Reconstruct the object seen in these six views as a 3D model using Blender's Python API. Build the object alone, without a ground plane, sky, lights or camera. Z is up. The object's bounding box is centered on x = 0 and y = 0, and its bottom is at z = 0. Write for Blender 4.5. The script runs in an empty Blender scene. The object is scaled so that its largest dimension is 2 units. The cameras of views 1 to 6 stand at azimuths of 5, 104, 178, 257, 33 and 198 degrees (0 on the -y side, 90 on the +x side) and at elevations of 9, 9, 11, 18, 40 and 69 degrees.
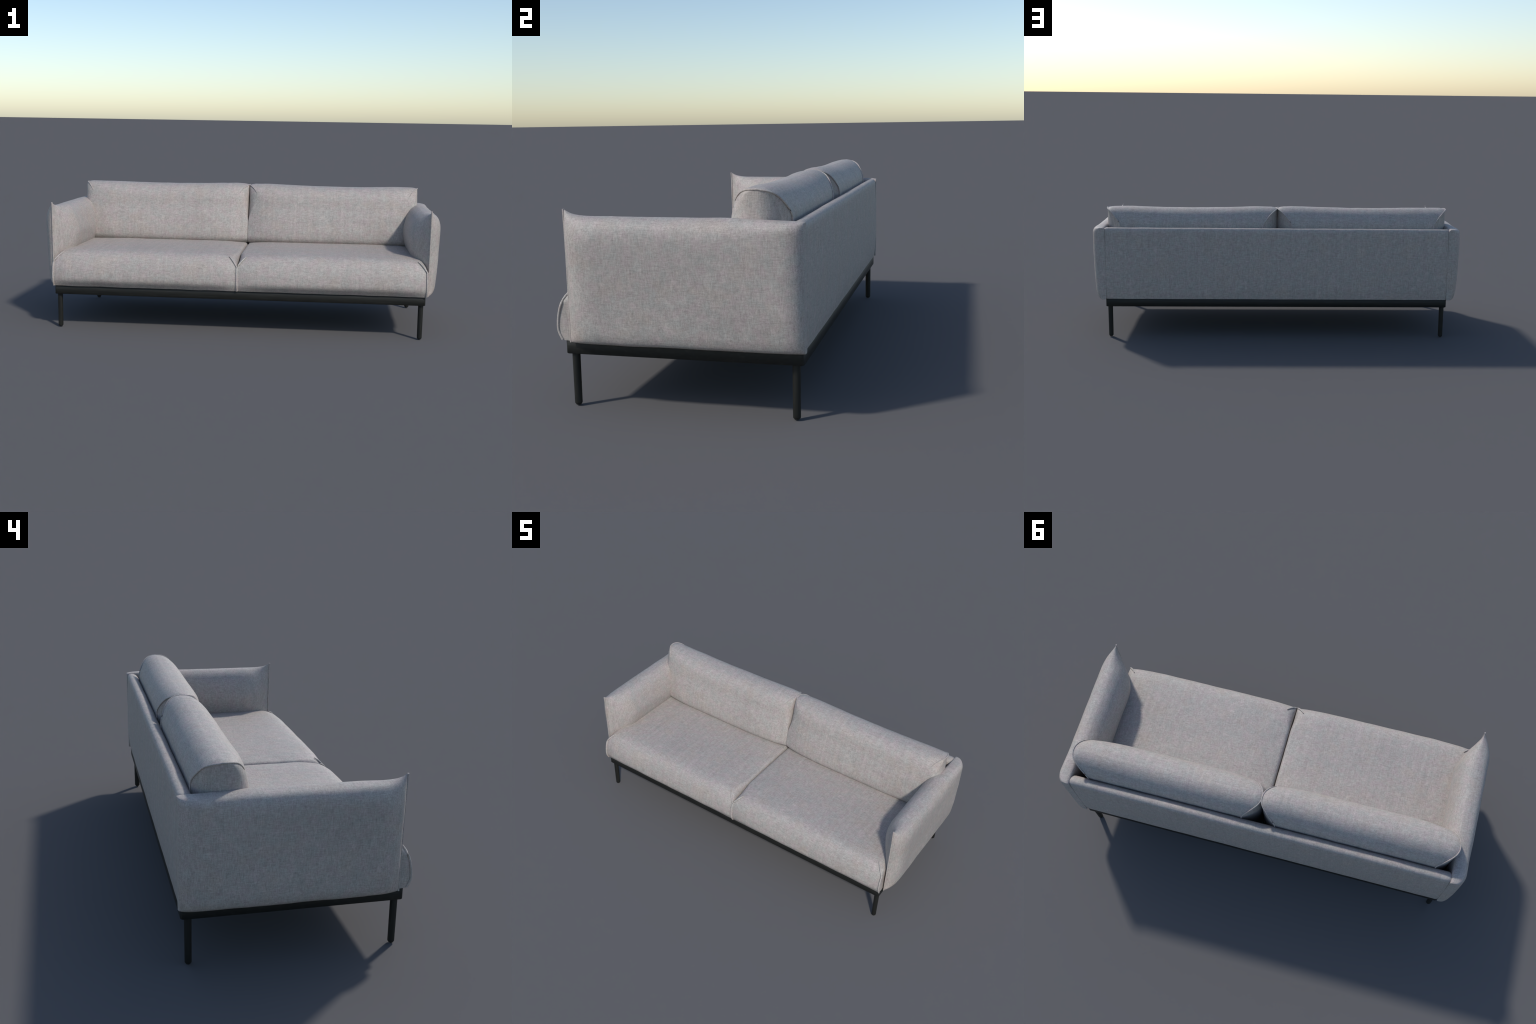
"""Two-seat sofa: slim dark timber base on four round legs, loose seat and back
cushions with sewn corner darts, pillow-like arms with a front seam, back panel."""
import bpy, bmesh, math
from mathutils import Vector, noise

# ------------------------------------------------------------------ helpers
def clamp(v, a=0.0, b=1.0):
    return max(a, min(b, v))

def smooth(v):
    v = clamp(v)
    return v * v * (3 - 2 * v)

def lerp(a, b, t):
    return a + (b - a) * t

def spline(points, count):
    """Catmull-Rom through control points, resampled evenly by length."""
    pts = [Vector(p) for p in points]
    ext = [2 * pts[0] - pts[1]] + pts + [2 * pts[-1] - pts[-2]]
    dense = []
    for i in range(1, len(ext) - 2):
        p0, p1, p2, p3 = ext[i - 1:i + 3]
        for k in range(24):
            t = k / 24
            dense.append(0.5 * ((2 * p1) + (p2 - p0) * t + (2 * p0 - 5 * p1 + 4 * p2 - p3) * t * t
                                + (3 * p1 - p0 - 3 * p2 + p3) * t ** 3))
    dense.append(pts[-1])
    run = [0.0]
    for a, b in zip(dense, dense[1:]):
        run.append(run[-1] + (b - a).length)
    out, j = [], 0
    for i in range(count):
        want = run[-1] * i / (count - 1)
        while j < len(run) - 2 and run[j + 1] < want:
            j += 1
        f = (want - run[j]) / max(run[j + 1] - run[j], 1e-9)
        out.append(dense[j].lerp(dense[j + 1], clamp(f)))
    return out

class Surface:
    """Collects point grids and turns them into one welded mesh object."""
    def __init__(self):
        self.bm = bmesh.new()

    def grid(self, rows, close=False):
        vs = [[self.bm.verts.new(p) for p in r] for r in rows]
        for a, b in zip(vs, vs[1:]):
            n = len(a)
            for i in range(n if close else n - 1):
                k = (i + 1) % n
                self.bm.faces.new((a[i], a[k], b[k], b[i]))
        return vs

    def finish(self, name, material, parent, sharp=40, weld=1e-4, ripple=0.0, seed=0):
        bm = self.bm
        bmesh.ops.remove_doubles(bm, verts=bm.verts, dist=weld)
        bmesh.ops.dissolve_degenerate(bm, edges=bm.edges, dist=1e-6)
        bmesh.ops.recalc_face_normals(bm, faces=bm.faces)
        if ripple:
            bm.normal_update()
            off = Vector((seed * 3.7, seed * 1.3, seed * 2.1))
            for v in bm.verts:
                n = noise.noise(v.co * 9 + off) * 0.7 + noise.noise(v.co * 23 + off) * 0.3
                v.co += v.normal * n * ripple
        me = bpy.data.meshes.new(name)
        bm.to_mesh(me)
        bm.free()
        me.polygons.foreach_set("use_smooth", [True] * len(me.polygons))
        me.set_sharp_from_angle(angle=math.radians(sharp))
        me.materials.append(material)
        ob = bpy.data.objects.new(name, me)
        bpy.context.collection.objects.link(ob)
        ob.parent = parent
        return ob

def tube(paths, radius, name, material, parent, sides=8, flat=1.0):
    """Piping: thin rounded lips following seams, tapered at their ends."""
    s = Surface()
    for path, fade_a, fade_b in paths:
        rows, n = [], len(path)
        for i, p in enumerate(path):
            p = Vector(p)
            d = (Vector(path[min(i + 1, n - 1)]) - Vector(path[max(i - 1, 0)])).normalized()
            up = Vector((0, 0, 1)) if abs(d.z) < 0.8 else Vector((1, 0, 0))
            a = d.cross(up).normalized()
            b = a.cross(d)
            f = i / (n - 1)
            r = radius
            if fade_a:
                r *= lerp(0.45, 1, smooth(f / 0.15))
            if fade_b:
                r *= lerp(0.15, 1, smooth((1 - f) / 0.35))
            rows.append([p + (a * math.cos(q) + b * math.sin(q)) * r
                         for q in [2 * math.pi * k / sides for k in range(sides)]])
        vs = s.grid(rows, close=True)
        s.bm.faces.new(vs[0])
        s.bm.faces.new(list(reversed(vs[-1])))
    return s.finish(name, material, parent, sharp=70, weld=1e-6)

# ---------------------------------------------------------------- materials
class Nodes:
    def __init__(self, name):
        self.mat = bpy.data.materials.new(name)
        self.mat.use_nodes = True
        self.t = self.mat.node_tree
        self.bsdf = self.t.nodes["Principled BSDF"]
        self.coord = self.t.nodes.new("ShaderNodeTexCoord").outputs["Object"]

    def link(self, a, b):
        self.t.links.new(a, b)

    def noise(self, scale, detail=2.0, rough=0.5, offset=(0, 0, 0)):
        m = self.t.nodes.new("ShaderNodeMapping")
        m.inputs["Scale"].default_value = scale
        m.inputs["Location"].default_value = offset
        self.link(self.coord, m.inputs["Vector"])
        n = self.t.nodes.new("ShaderNodeTexNoise")
        n.inputs["Scale"].default_value = 1.0
        n.inputs["Detail"].default_value = detail
        n.inputs["Roughness"].default_value = rough
        self.link(m.outputs[0], n.inputs["Vector"])
        return n.outputs["Fac"]

    def math(self, op, a, b=None, c=None):
        n = self.t.nodes.new("ShaderNodeMath")
        n.operation = op
        for i, v in enumerate((a, b, c)):
            if v is None:
                continue
            if isinstance(v, (int, float)):
                n.inputs[i].default_value = v
            else:
                self.link(v, n.inputs[i])
        return n.outputs[0]

    def ramp(self, fac, stops):
        n = self.t.nodes.new("ShaderNodeValToRGB")
        els = n.color_ramp.elements
        while len(els) < len(stops):
            els.new(0.5)
        for e, (p, c) in zip(els, stops):
            e.position = p
            e.color = (*c, 1) if len(c) == 3 else c
        self.link(fac, n.inputs["Fac"])
        return n.outputs["Color"]

    def mix(self, mode, fac, a, b):
        n = self.t.nodes.new("ShaderNodeMix")
        n.data_type = 'RGBA'
        n.blend_type = mode
        if isinstance(fac, (int, float)):
            n.inputs["Factor"].default_value = fac
        else:
            self.link(fac, n.inputs["Factor"])
        for sock, v in ((n.inputs[6], a), (n.inputs[7], b)):
            if isinstance(v, tuple):
                sock.default_value = (*v, 1)
            else:
                self.link(v, sock)
        return n.outputs[2]

    def bump(self, height, strength, distance):
        n = self.t.nodes.new("ShaderNodeBump")
        n.inputs["Strength"].default_value = strength
        n.inputs["Distance"].default_value = distance
        self.link(height, n.inputs["Height"])
        self.link(n.outputs[0], self.bsdf.inputs["Normal"])

FABRIC = (0.374, 0.335, 0.306)

def fabric_material(name, gain=1.0):
    N = Nodes(name)
    # threads: noise stretched along each axis in turn -> linen weave on any face
    tx = N.noise((45, 420, 420), 1.0)
    ty = N.noise((420, 45, 420), 1.0, offset=(3, 7, 1))
    tz = N.noise((420, 420, 45), 1.0, offset=(9, 2, 5))
    slub = N.noise((40, 150, 150), 2.0, offset=(1, 4, 8))
    slubz = N.noise((150, 150, 40), 2.0, offset=(6, 1, 3))
    weave = N.math('ADD', N.math('ADD', tx, ty), tz)
    weave = N.math('MULTIPLY', weave, 1 / 3)
    slubs = N.math('MULTIPLY', N.math('ADD', slub, slubz), 0.5)
    grain = N.math('ADD', N.math('MULTIPLY', weave, 0.70), N.math('MULTIPLY', slubs, 0.30))
    value = N.ramp(grain, [(0.36, (0.70, 0.70, 0.70)), (0.50, (1.0, 1.0, 1.0)), (0.64, (1.30, 1.30, 1.30))])
    # soft melange patches, cool and warm
    tint_a = N.noise((27, 27, 27), 3.0, 0.6)
    tint_b = N.noise((11, 11, 11), 3.0, 0.6, offset=(5, 5, 5))
    c = tuple(v * gain for v in FABRIC)
    cool = (c[0] * 0.955, c[1] * 1.0, c[2] * 1.0)
    warm = (c[0] * 1.04, c[1] * 0.99, c[2] * 0.94)
    base = N.ramp(tint_a, [(0.38, cool), (0.50, c), (0.62, (c[0] * 1.03, c[1] * 0.98, c[2] * 1.01))])
    m = N.ramp(tint_b, [(0.52, (0, 0, 0)), (0.68, (0.6, 0.6, 0.6))])
    base = N.mix('MIX', m, base, warm)
    # pale flecks where the pile is brushed
    fleck = N.ramp(N.noise((30, 30, 30), 4.0, 0.65, offset=(2, 8, 4)),
                   [(0.50, (1.0, 1.0, 1.0)), (0.72, (1.12, 1.12, 1.12))])
    base = N.mix('MULTIPLY', 1.0, base, value)
    base = N.mix('MULTIPLY', 1.0, base, fleck)
    # long faint streaks of the warp, running up the fronts and along the seats
    streak = N.ramp(N.noise((80, 2.5, 2.5), 2.0, 0.5, offset=(4, 1, 2)),
                    [(0.30, (0.955, 0.955, 0.955)), (0.70, (1.05, 1.05, 1.05))])
    base = N.mix('MULTIPLY', 1.0, base, streak)
    N.link(base, N.bsdf.inputs["Base Color"])
    N.bsdf.inputs["Roughness"].default_value = 0.62
    N.bsdf.inputs["Specular IOR Level"].default_value = 0.5
    N.bsdf.inputs["Sheen Weight"].default_value = 0.0
    N.bsdf.inputs["Sheen Roughness"].default_value = 0.5
    N.bump(grain, 0.35, 0.002)
    return N.mat

def wood_material(name, stretch):
    N = Nodes(name)
    g = N.noise(stretch, 4.0, 0.6)
    col = N.ramp(g, [(0.3, (0.0085, 0.0088, 0.0075)), (0.55, (0.0125, 0.0128, 0.0108)), (0.75, (0.021, 0.021, 0.018))])
    N.link(col, N.bsdf.inputs["Base Color"])
    N.bsdf.inputs["Roughness"].default_value = 0.55
    N.bsdf.inputs["Specular IOR Level"].default_value = 0.35
    N.bump(g, 0.15, 0.001)
    return N.mat

def plain_material(name, colour, rough):
    N = Nodes(name)
    g = N.noise((200, 200, 200), 2.0)
    c = N.ramp(g, [(0.3, tuple(v * 0.8 for v in colour)), (0.7, tuple(v * 1.2 for v in colour))])
    N.link(c, N.bsdf.inputs["Base Color"])
    N.bsdf.inputs["Roughness"].default_value = rough
    return N.mat

fabric = fabric_material("melange_linen")
piping_fabric = fabric_material("seam_linen", 1.05)  # same linen, lightened so light catching the seam lips is in its colour
rail_wood = wood_material("black_stained_wood_rail", (9, 60, 140))
leg_wood = wood_material("black_stained_wood_leg", (120, 120, 10))
lining = plain_material("black_lining_cloth", (0.012, 0.012, 0.012), 0.9)
glide = plain_material("black_plastic_glide", (0.008, 0.008, 0.008), 0.5)

sofa = bpy.data.objects.new("sofa", None)
bpy.context.collection.objects.link(sofa)
sofa["label"] = "light grey linen two-seat sofa with slim black wooden legs"
sofa["category"] = "sofa"

# --------------------------------------------------------------- base frame
FRAME_X, FRAME_F, FRAME_B = 0.9305, -0.3755, 0.3965
FRAME_LO, FRAME_HI = 0.1735, 0.2185
RAIL = 0.030

def rounded_ring(hx, y0, y1, r, z, n=6):
    pts = []
    for cx, cy, a0 in ((hx - r, y1 - r, 0), (-hx + r, y1 - r, 90), (-hx + r, y0 + r, 180), (hx - r, y0 + r, 270)):
        for k in range(n + 1):
            a = math.radians(a0 + 90 * k / n)
            pts.append(Vector((cx + r * math.cos(a), cy + r * math.sin(a), z)))
    return pts

s = Surface()
b = 0.0018
rings = [rounded_ring(FRAME_X - i, FRAME_F + i, FRAME_B - i, 0.010 - i * 0.4, z) for i, z in
         ((RAIL, FRAME_LO), (b, FRAME_LO), (0, FRAME_LO + b), (0, FRAME_HI - b), (b, FRAME_HI), (RAIL, FRAME_HI), (RAIL, FRAME_LO))]
s.grid(rings, close=True)
s.finish("frame", rail_wood, sofa, sharp=50)

s = Surface()
lo, hi = rounded_ring(FRAME_X - 0.028, FRAME_F + 0.028, FRAME_B - 0.028, 0.004, 0.190), \
         rounded_ring(FRAME_X - 0.028, FRAME_F + 0.028, FRAME_B - 0.028, 0.004, 0.222)
vs = s.grid([lo, hi], close=True)
s.bm.faces.new(vs[1]); s.bm.faces.new(list(reversed(vs[0])))
s.finish("seat_base", lining, sofa)

def lathe(profile, sides=28):
    s = Surface()
    rows = [[Vector((r * math.cos(2 * math.pi * k / sides), r * math.sin(2 * math.pi * k / sides), z))
             for k in range(sides)] for r, z in profile]
    vs = s.grid(rows, close=True)
    s.bm.faces.new(list(reversed(vs[0]))); s.bm.faces.new(vs[-1])
    return s

leg_src = glide_src = None
for sx in (-1, 1):
    for y in (-0.350, 0.370):
        if leg_src is None:
            leg_src = lathe([(0.0095, 0.0035), (0.0117, 0.0055), (0.0122, 0.009), (0.0128, 0.1765)]).finish("leg", leg_wood, sofa, sharp=50)
            glide_src = lathe([(0.0075, 0.0), (0.0088, 0.001), (0.0088, 0.0045)]).finish("glide", glide, sofa, sharp=50)
            leg, foot = leg_src, glide_src
        else:
            leg, foot = leg_src.copy(), glide_src.copy()
            bpy.context.collection.objects.link(leg); bpy.context.collection.objects.link(foot)
        leg.location = (sx * 0.9105, y, 0)
        leg.rotation_euler = (0, 0, 1.3 * sx + y)
        foot.parent = leg
        foot.location = (0, 0, 0)

# --------------------------------------------------------------- seat cushions
SEAT = [(0.335, 0.372), (0.24, 0.379), (0.14, 0.384), (0.0, 0.386), (-0.15, 0.387), (-0.24, 0.387), (-0.30, 0.384),
        (-0.335, 0.377), (-0.360, 0.363), (-0.378, 0.341), (-0.389, 0.312), (-0.395, 0.275), (-0.394, 0.245),
        (-0.382, 0.218)]
DART_Y, CORNER_Y = -0.332, -0.379

def seat_cushion(side, seed):
    x0, x1 = 0.0015, 0.932
    prof = spline([(0, y, z) for y, z in SEAT], 84)
    nt = 72

    def inset(p):
        if p.z < 0.34:
            return 0.0
        back = smooth((p.y - DART_Y) / 0.10)
        return lerp(0.045, 0.018, back) * clamp((p.y - CORNER_Y) / (DART_Y - CORNER_Y)) ** 0.85

    def crowned(p, x):
        f = (x - x0) / (x1 - x0)
        c = 1 - abs(2 * f - 1) ** 6
        top = smooth((p.z - 0.33) / 0.05)
        front = smooth((-p.y - 0.25) / 0.12) * smooth((p.z - 0.212) / 0.05)
        return Vector((side * x, p.y - 0.0145 * c * front, p.z + 0.0135 * c * top))

    body = []
    for p in prof:
        a = inset(p)
        row = []
        for k in range(nt + 1):
            u = k / nt
            u = lerp(u, 0.5 - 0.5 * math.cos(math.pi * u), 0.75)
            row.append(crowned(p, lerp(x0 + a, x1 - a, u)))
        body.append(row)
    s = Surface()
    s.grid(body)
    # ends: roll over from the top edge and run down to the base
    seams = []
    for end, xe, sg in ((0, x0, 1), (-1, x1, -1)):
        rows, edge = [], []
        for i, p in enumerate(prof):
            e = body[i][end]
            a = inset(p)
            ty = lerp(0.335, -0.36, i / (len(prof) - 1))
            zs = min(0.343 + 0.024 * smooth((p.y + 0.33) / 0.12), e.z)
            h = max(e.z - zs, 1e-6)
            row = []
            for k in range(15):
                r = (k / 14) ** 1.8
                z = lerp(e.z, 0.2165, r)
                drop = clamp((e.z - z) / h)
                xo = a * (1 - math.sqrt(max(0, 1 - (1 - drop) ** 2))) if a > 0 else 0
                row.append(Vector((side * (xe + sg * xo), lerp(e.y, ty, r), z)))
            rows.append(row)
            if p.y < DART_Y + 0.004:
                edge.append(e + Vector((0, -0.0015, 0.0015 + 0.0015 * smooth((e.z - 0.33) / 0.03))))
        s.grid(rows)
        seams.append((edge, True, False))
    # underside
    rim = [body[-1], [Vector((q.x, lerp(0.335, q.y, 0.02), 0.2165)) for q in body[-1]]]
    s.grid(rim)
    ob = s.finish("seat_cushion", fabric, sofa, sharp=38, ripple=0.0022, seed=seed)
    tube(seams, 0.0045, "piping", piping_fabric, ob)
    return ob

seat_cushion(-1, 1)
seat_cushion(1, 2)

# --------------------------------------------------------------- back cushions
CREST_Y = 0.262
FRONT = [(0.262, 0.700), (0.232, 0.6965), (0.210, 0.684), (0.196, 0.663), (0.187, 0.635), (0.176, 0.58), (0.160, 0.50),
         (0.149, 0.445), (0.147, 0.418), (0.155, 0.400), (0.176, 0.384)]
BACK = [(0.262, 0.700), (0.287, 0.694), (0.312, 0.677), (0.332, 0.651), (0.346, 0.620), (0.348, 0.580), (0.347, 0.50),
        (0.346, 0.43), (0.335, 0.382)]

def back_cushion(side, seed, lift):
    x0, x1 = 0.0, 0.930
    nf, nt = 48, 72
    fr = spline([(0, y, z) for y, z in FRONT], nf)
    bk = spline([(0, y, z) for y, z in BACK], nf)

    def inset_front(p):
        if p.z > 0.655:
            return 0.046 * clamp((CREST_Y - p.y) / (CREST_Y - 0.193)) ** 2.6
        return lerp(0.001, 0.046, smooth((p.z - 0.50) / 0.155))

    def inset_back(p):
        return 0.086 * clamp((p.y - CREST_Y) / 0.088) ** 2.2

    def crowned(p, x):
        f = (x - x0) / (x1 - x0)
        c = 1 - abs(2 * f - 1) ** 5
        fw = smooth((CREST_Y - p.y) / 0.075)
        push = (lerp(0.030, 0.040, smooth((p.z - 0.38) / 0.1)) - 0.006 * smooth((p.z - 0.52) / 0.08)) * fw
        d = min(x - x0, x1 - x)
        sag = (wave(x) - 0.006 * clamp(1 - d / 0.035) ** 2) * smooth((p.z - 0.6) / 0.09)
        grow = 0.5 + 0.5 * math.cos(math.pi * clamp((p.z - 0.62) / 0.12))
        return Vector((side * x, p.y - push * c * lerp(0.55, 1, grow), p.z + sag + lift * smooth((p.z - 0.4) / 0.3)))

    crest = spline([(0, 0, 0.006), (0.10, 0, 0.0085), (0.25, 0, 0.004), (0.5, 0, 0.0), (0.72, 0, 0.004),
                    (0.85, 0, 0.006), (0.93, 0, 0.005)], 94)

    def wave(x):
        return crest[int(clamp(x / 0.93) * 93)].z

    def rows(line, ins):
        out = []
        for p in line:
            a = ins(p)
            row = []
            for k in range(nt + 1):
                u = k / nt
                u = lerp(u, 0.5 - 0.5 * math.cos(math.pi * u), 0.75)
                row.append(crowned(p, lerp(x0 + a, x1 - a, u)))
            out.append(row)
        return out

    F, B = rows(fr, inset_front), rows(bk, inset_back)
    s = Surface()
    s.grid(F)
    s.grid(B)
    s.grid([F[-1], B[-1]])
    seams = []
    for end, xe, sg in ((0, x0, 1), (-1, x1, -1)):
        panel = []
        for i in range(nf):
            f, bb = F[i][end], B[i][end]
            af, ab = abs(f.x - side * xe), abs(bb.x - side * xe)
            row = []
            for k in range(21):
                c = 0.5 - 0.5 * math.cos(math.pi * k / 20)
                c = lerp(k / 20, c, 0.6)
                m = 0.48
                a = af * (1 - c / m) ** 4.5 if c < m else ab * ((c - m) / (1 - m)) ** 2.2
                p = f.lerp(bb, c)
                p.x = side * (xe + sg * a)
                row.append(p)
            panel.append(row)
        s.grid(panel)
        fl = [F[i][end] + Vector((0, -0.001, 0.001)) for i in range(nf) if fr[i].z > 0.652]
        bl = [B[i][end] + Vector((0, 0.0018, 0)) for i in range(1, nf) if bk[i].z > 0.56]
        seams.append((list(reversed(fl)) + bl, True, False))
    ob = s.finish("back_cushion", fabric, sofa, sharp=38, ripple=0.0022, seed=seed)
    tube(seams, 0.0030, "piping", piping_fabric, ob)
    return ob

back_cushion(-1, 3, 0.0015)
back_cushion(1, 4, 0.0)

# --------------------------------------------------------------- arms
SEAM_X = 0.943
ARM_IN = [(0.943, 0.6155), (0.919, 0.6120), (0.897, 0.599), (0.878, 0.577), (0.863, 0.543), (0.853, 0.50), (0.852, 0.46),
          (0.863, 0.405), (0.884, 0.36), (0.906, 0.30), (0.921, 0.25), (0.930, 0.218), (0.943, 0.2155)]
ARM_OUT = [(0.943, 0.6155), (0.966, 0.6115), (0.985, 0.599), (0.996, 0.576), (1.000, 0.54), (0.998, 0.45), (0.994, 0.36),
           (0.989, 0.285), (0.984, 0.245), (0.972, 0.2205), (0.943, 0.2145)]
REAR_IN = [(0.943, 0.610), (0.934, 0.609), (0.928, 0.602), (0.926, 0.58), (0.926, 0.45), (0.926, 0.32), (0.927, 0.225),
           (0.931, 0.217), (0.943, 0.2155)]
REAR_OUT = [(0.943, 0.610), (0.966, 0.609), (0.984, 0.604), (0.995, 0.590), (0.998, 0.565), (0.997, 0.45), (0.994, 0.36),
            (0.989, 0.285), (0.984, 0.245), (0.972, 0.2205), (0.943, 0.2145)]
ARM_F, ARM_B = -0.348, 0.4055

def armrest(side, seed):
    n = 56
    inner = spline([(x, 0, z) for x, z in ARM_IN], n)
    outer = spline([(x, 0, z) for x, z in ARM_OUT], n)
    rear_inner = spline([(x, 0, z) for x, z in REAR_IN], n)
    rear_outer = spline([(x, 0, z) for x, z in REAR_OUT], n)
    ys = []
    for k in range(90):
        u = k / 89
        ys.append(lerp(ARM_F, ARM_B, lerp(u, 0.5 - 0.5 * math.cos(math.pi * u), 0.85)))
    rows = []
    for y in ys:
        u = clamp((y - ARM_F) / 0.160)
        win = 1 - (1 - u) ** 1.9
        v = clamp((y - ARM_F) / 0.12)
        wout = (1 - (1 - v) ** 2.6) ** 0.57
        blend_in, blend_out = smooth((y - 0.16) / 0.20), smooth((y - 0.20) / 0.16)
        e = clamp((y - (ARM_B - 0.065)) / 0.065)
        rear = 1 - math.sqrt(max(0, 1 - e * e))
        wout *= 1 - 0.75 * rear
        flare = 0.022 * math.exp(-(y - ARM_F) / 0.028)
        row = []
        mid_in = [a.lerp(c, blend_in) for a, c in zip(inner, rear_inner)]
        mid_out = [a.lerp(c, blend_out) for a, c in zip(outer, rear_outer)]
        for line, w in ((mid_in, win), (mid_out, wout)):
            seq = line if line is mid_in else list(reversed(line))[1:-1]
            for p in seq:
                hgt = (p.z - 0.2155) / 0.40
                z = p.z + flare * hgt ** 7 - 0.004 * rear * hgt ** 6
                yy = y - 0.004 * hgt ** 4 * (1 - u)
                pinch = 1 - 0.2 * smooth((hgt - 0.8) / 0.2) * (1 - u) ** 1.5
                row.append(Vector((side * (SEAM_X + (p.x - SEAM_X) * w * pinch), yy, z)))
        rows.append(row)
    s = Surface()
    vs = s.grid(rows, close=True)
    # rear end closes as a flat face between the inner and outer halves
    last = rows[-1]
    lin = last[:n]
    lout = [last[0]] + list(reversed(last[n:])) + [last[n - 1]]
    s.grid([[a.lerp(c, k / 4) for k in range(5)] for a, c in zip(lin, lout)])
    ob = s.finish("armrest", fabric, sofa, sharp=45, ripple=0.002, seed=seed)
    front = [p + Vector((0, -0.002, 0)) for p in rows[0][:n]]
    tube([(front, False, False)], 0.0034, "piping", piping_fabric, ob)
    return ob

armrest(-1, 5)
armrest(1, 6)

# --------------------------------------------------------------- back panel
PANEL = [(0.348, 0.217), (0.347, 0.40), (0.347, 0.56), (0.350, 0.585), (0.361, 0.599), (0.376, 0.606), (0.391, 0.6055),
         (0.400, 0.598), (0.4035, 0.57), (0.4065, 0.45), (0.4070, 0.36), (0.405, 0.27), (0.399, 0.217)]
s = Surface()
line = spline([(0, y, z) for y, z in PANEL], 70)
rows = []
for k in range(61):
    u = 2 * k / 60 - 1
    x = 0.9315 * (0.35 * u + 0.65 * math.sin(math.pi / 2 * u))
    e = clamp((abs(x) - 0.9215) / 0.010)
    rnd = 1 - math.sqrt(max(0, 1 - e * e))
    row = []
    for p in line:
        q = Vector((x, p.y, p.z))
        top = smooth((p.z - 0.5) / 0.1)
        q.y = lerp(q.y, 0.375, 0.12 * rnd)
        q.z -= 0.005 * rnd * top
        row.append(q)
    rows.append(row)
vs = s.grid(rows, close=True)
s.bm.faces.new(vs[0]); s.bm.faces.new(list(reversed(vs[-1])))
s.finish("back_panel", fabric, sofa, sharp=60, ripple=0.0015, seed=7)
